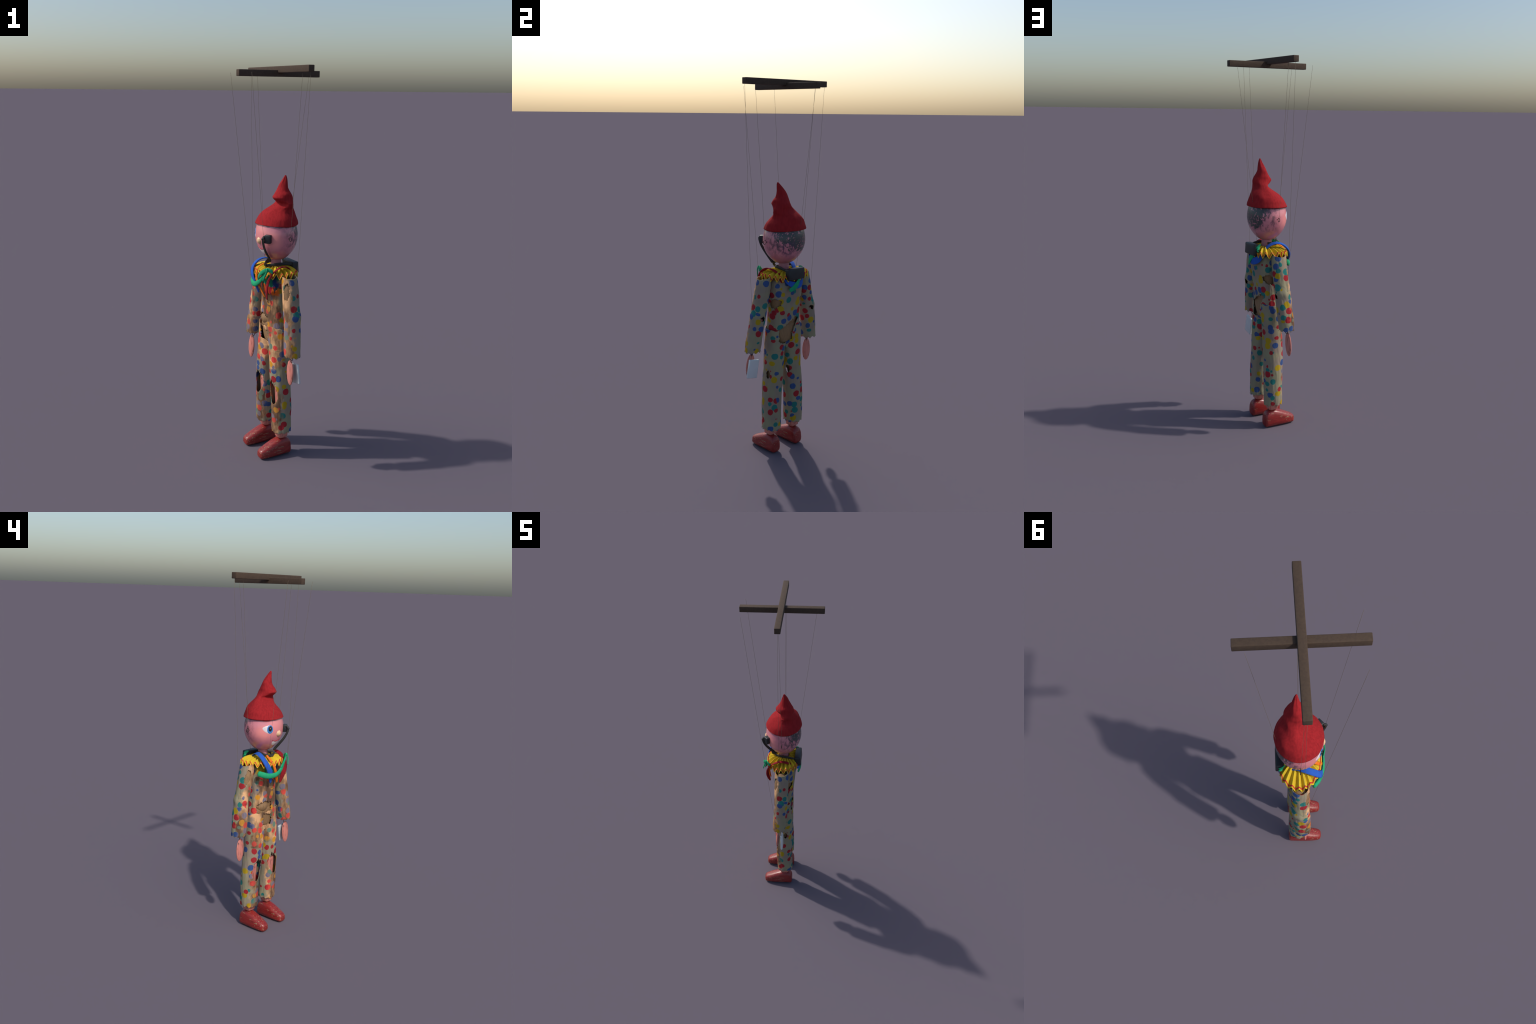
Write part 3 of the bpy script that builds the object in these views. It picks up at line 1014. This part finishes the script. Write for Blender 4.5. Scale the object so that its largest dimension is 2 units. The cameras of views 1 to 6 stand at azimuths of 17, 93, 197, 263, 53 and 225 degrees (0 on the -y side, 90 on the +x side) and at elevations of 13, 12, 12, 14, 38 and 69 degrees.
for sx in (1, -1):
    limb("upper_arm", [(0.785, sx * 0.178, 0.000, 0.012, 0.012), (0.795, sx * 0.176, 0, 0.024, 0.024), (0.850, sx * 0.1655, 0.000, 0.0340, 0.0350), (0.930, sx * 0.150, 0.000, 0.0355, 0.0370),
                      (0.962, sx * 0.142, 0.003, 0.0320, 0.032), (0.974, sx * 0.139, 0.003, 0.022, 0.022), (0.978, sx * 0.138, 0.003, 0.010, 0.010)], M_WOOD)
    fore = limb("forearm", [(0.588, sx * 0.2075, -0.011, 0.010, 0.010), (0.591, sx * 0.207, -0.011, 0.024, 0.023), (0.600, sx * 0.2065, -0.011, 0.0305, 0.029), (0.640, sx * 0.2015, -0.009, 0.029, 0.028),
                            (0.740, sx * 0.186, -0.003, 0.026, 0.026), (0.772, sx * 0.1805, -0.001, 0.027, 0.029), (0.779, sx * 0.179, -0.001, 0.012, 0.012)], M_PINKWOOD)
    hx, hy = sx * 0.211 - 0.002, -0.023
    hand = add("hand", ellipsoid("hand", (0, 0, 0), (0.0295, 0.0095, 0.0660), 40, 40), M_PINKWOOD, fore)
    hand.location = (hx, hy, 0.5125)
    hand.rotation_euler = (math.radians(-2), math.radians(-3 * sx), 0)
    lk = add("wire_link", torus("wire_link", 0.0072, 0.0016, "Y"), M_WIRE, fore)
    lk.location = (sx * 0.2065 - 0.002, -0.014, 0.5800)
    lk.rotation_euler = (0, 0, math.radians(35))
    lk = add("wire_link", torus("wire_link", 0.0050, 0.0014, "X"), M_WIRE, fore)
    lk.location = (sx * 0.2070 - 0.001, -0.012, 0.5895)
    lk.rotation_euler = (0, 0, math.radians(20))
    limb("upper_leg", [(0.405, sx * 0.080, 0.004, 0.014, 0.014), (0.412, sx * 0.079, 0.004, 0.024, 0.024), (0.450, sx * 0.076, 0.004, 0.029, 0.029), (0.560, sx * 0.064, 0.005, 0.036, 0.036), (0.62, sx * 0.058, 0.006, 0.03, 0.03)], M_WOOD)
    limb("lower_leg", [(0.091, sx * 0.083, 0.004, 0.012, 0.012), (0.094, sx * 0.083, 0.004, 0.0225, 0.0225), (0.104, sx * 0.083, 0.004, 0.0290, 0.0290), (0.118, sx * 0.083, 0.004, 0.0305, 0.0305), (0.160, sx * 0.083, 0.004, 0.0290, 0.0290),
                       (0.300, sx * 0.081, 0.003, 0.0280, 0.0280), (0.385, sx * 0.0800, 0.001, 0.0285, 0.0300), (0.398, sx * 0.0800, 0.001, 0.0270, 0.0280), (0.400, sx * 0.080, 0.001, 0.012, 0.012)], M_PINKWOOD, flat=3.4)
    # dark slot with a pin at the knee
    add("knee_slot", rounded_box("knee_slot", (0.0022, 0.002, 0.026), 0.0006, 1), M_WIRE).location = (sx * 0.080, -0.0280, 0.380)
    add("knee_pin", rounded_box("knee_pin", (0.012, 0.002, 0.0016), 0.0006, 1), M_WIRE).location = (sx * 0.080, -0.0278, 0.366)

# pale card fixed behind the left hand
card = add("card", rounded_box("card", (0.069, 0.012, 0.101), 0.0045), M_CARD)
card.location = (0.2150, 0.0045, 0.5055)
card.rotation_euler = (math.radians(1.5), math.radians(-11), 0)

# ------------------------------------------------------------------ shoes
# along the foot: y, half width, height, height of the widest line
SHOE = [(-0.1290, 0.012, 0.033), (-0.1275, 0.020, 0.038), (-0.1220, 0.0275, 0.0445), (-0.112, 0.0325, 0.0505), (-0.095, 0.0360, 0.0590), (-0.070, 0.0385, 0.0710), (-0.040, 0.0395, 0.0845),
        (-0.012, 0.0390, 0.0945), (0.008, 0.0380, 0.0965), (0.028, 0.0365, 0.0930), (0.042, 0.0345, 0.0850), (0.0485, 0.0315, 0.0760), (0.0520, 0.0270, 0.0660), (0.0535, 0.020, 0.0560)]


def shoe_mesh():
    rings = []
    n = 80
    for i in range(n + 1):
        y = lerp(SHOE[0][0], SHOE[-1][0], 0.5 - 0.5 * cos(pi * i / n))
        w, h = track(SHOE, y)
        base = 0.0
        e = min(1.0, (y + 0.129) / 0.012, (0.0535 - y) / 0.008)
        base = 0.014 * (1 - sqrt(max(0, 1 - (1 - max(0, e)) ** 2)))
        ring = []
        for j in range(56):
            a = 2 * pi * j / 56
            c, s = cos(a), sin(a)
            p = 3.0
            x = w * math.copysign(abs(c) ** (2 / p), c)
            zz = math.copysign(abs(s) ** (2 / p), s)
            # sides lean in towards the top
            x *= 1 - 0.17 * (zz * 0.5 + 0.5)
            ring.append((x, y, base + (h - base) * (zz * 0.5 + 0.5)))
        rings.append(ring)
    return loft("shoe", rings)


sm = shoe_mesh()
for sx in (1, -1):
    ob = add("shoe", sm if sx == 1 else sm, None)
    ob.location = (sx * 0.0835 - 0.001, 0, 0)
sm.materials.append(M_SHOE)

# ------------------------------------------------------------------ control cross and strings
def bar(name, length, c, yaw):
    ob = add(name, rounded_box(name, (length, 0.031, 0.031), 0.0028), M_BAR, smooth_angle=40)
    ob.location = c
    ob.rotation_euler = (0, 0, yaw)
    return ob


bar("control_bar", 0.577, (-0.0035, 0.0055, 1.9845), math.radians(1.0))
bar("control_bar", 0.447, (-0.001, 0.0055, 1.9665), math.radians(90.5))


def string(p0, p1, sag=0.0):
    p0, p1 = Vector(p0), Vector(p1)
    pts = [p0.lerp(p1, i / 12) + Vector((0, 0, -sag * sin(pi * i / 12))) for i in range(13)]
    add("string", wire("string", pts, 0.00052), M_STRING)


string((0.280, 0.010, 1.972), (0.203, -0.010, 0.602))
string((-0.287, 0.001, 1.972), (-0.209, -0.012, 0.602))
string((0.212, 0.009, 1.972), (0.1375, 0.006, 1.186))
string((-0.217, 0.001, 1.972), (-0.1415, 0.004, 1.186))
string((0.109, -0.199, 1.968), (0.077, -0.0555, 0.555))
string((-0.109, -0.201, 1.968), (-0.079, -0.0535, 0.555))
string((-0.025, 0.188, 1.953), (-0.028, 0.060, 0.930))
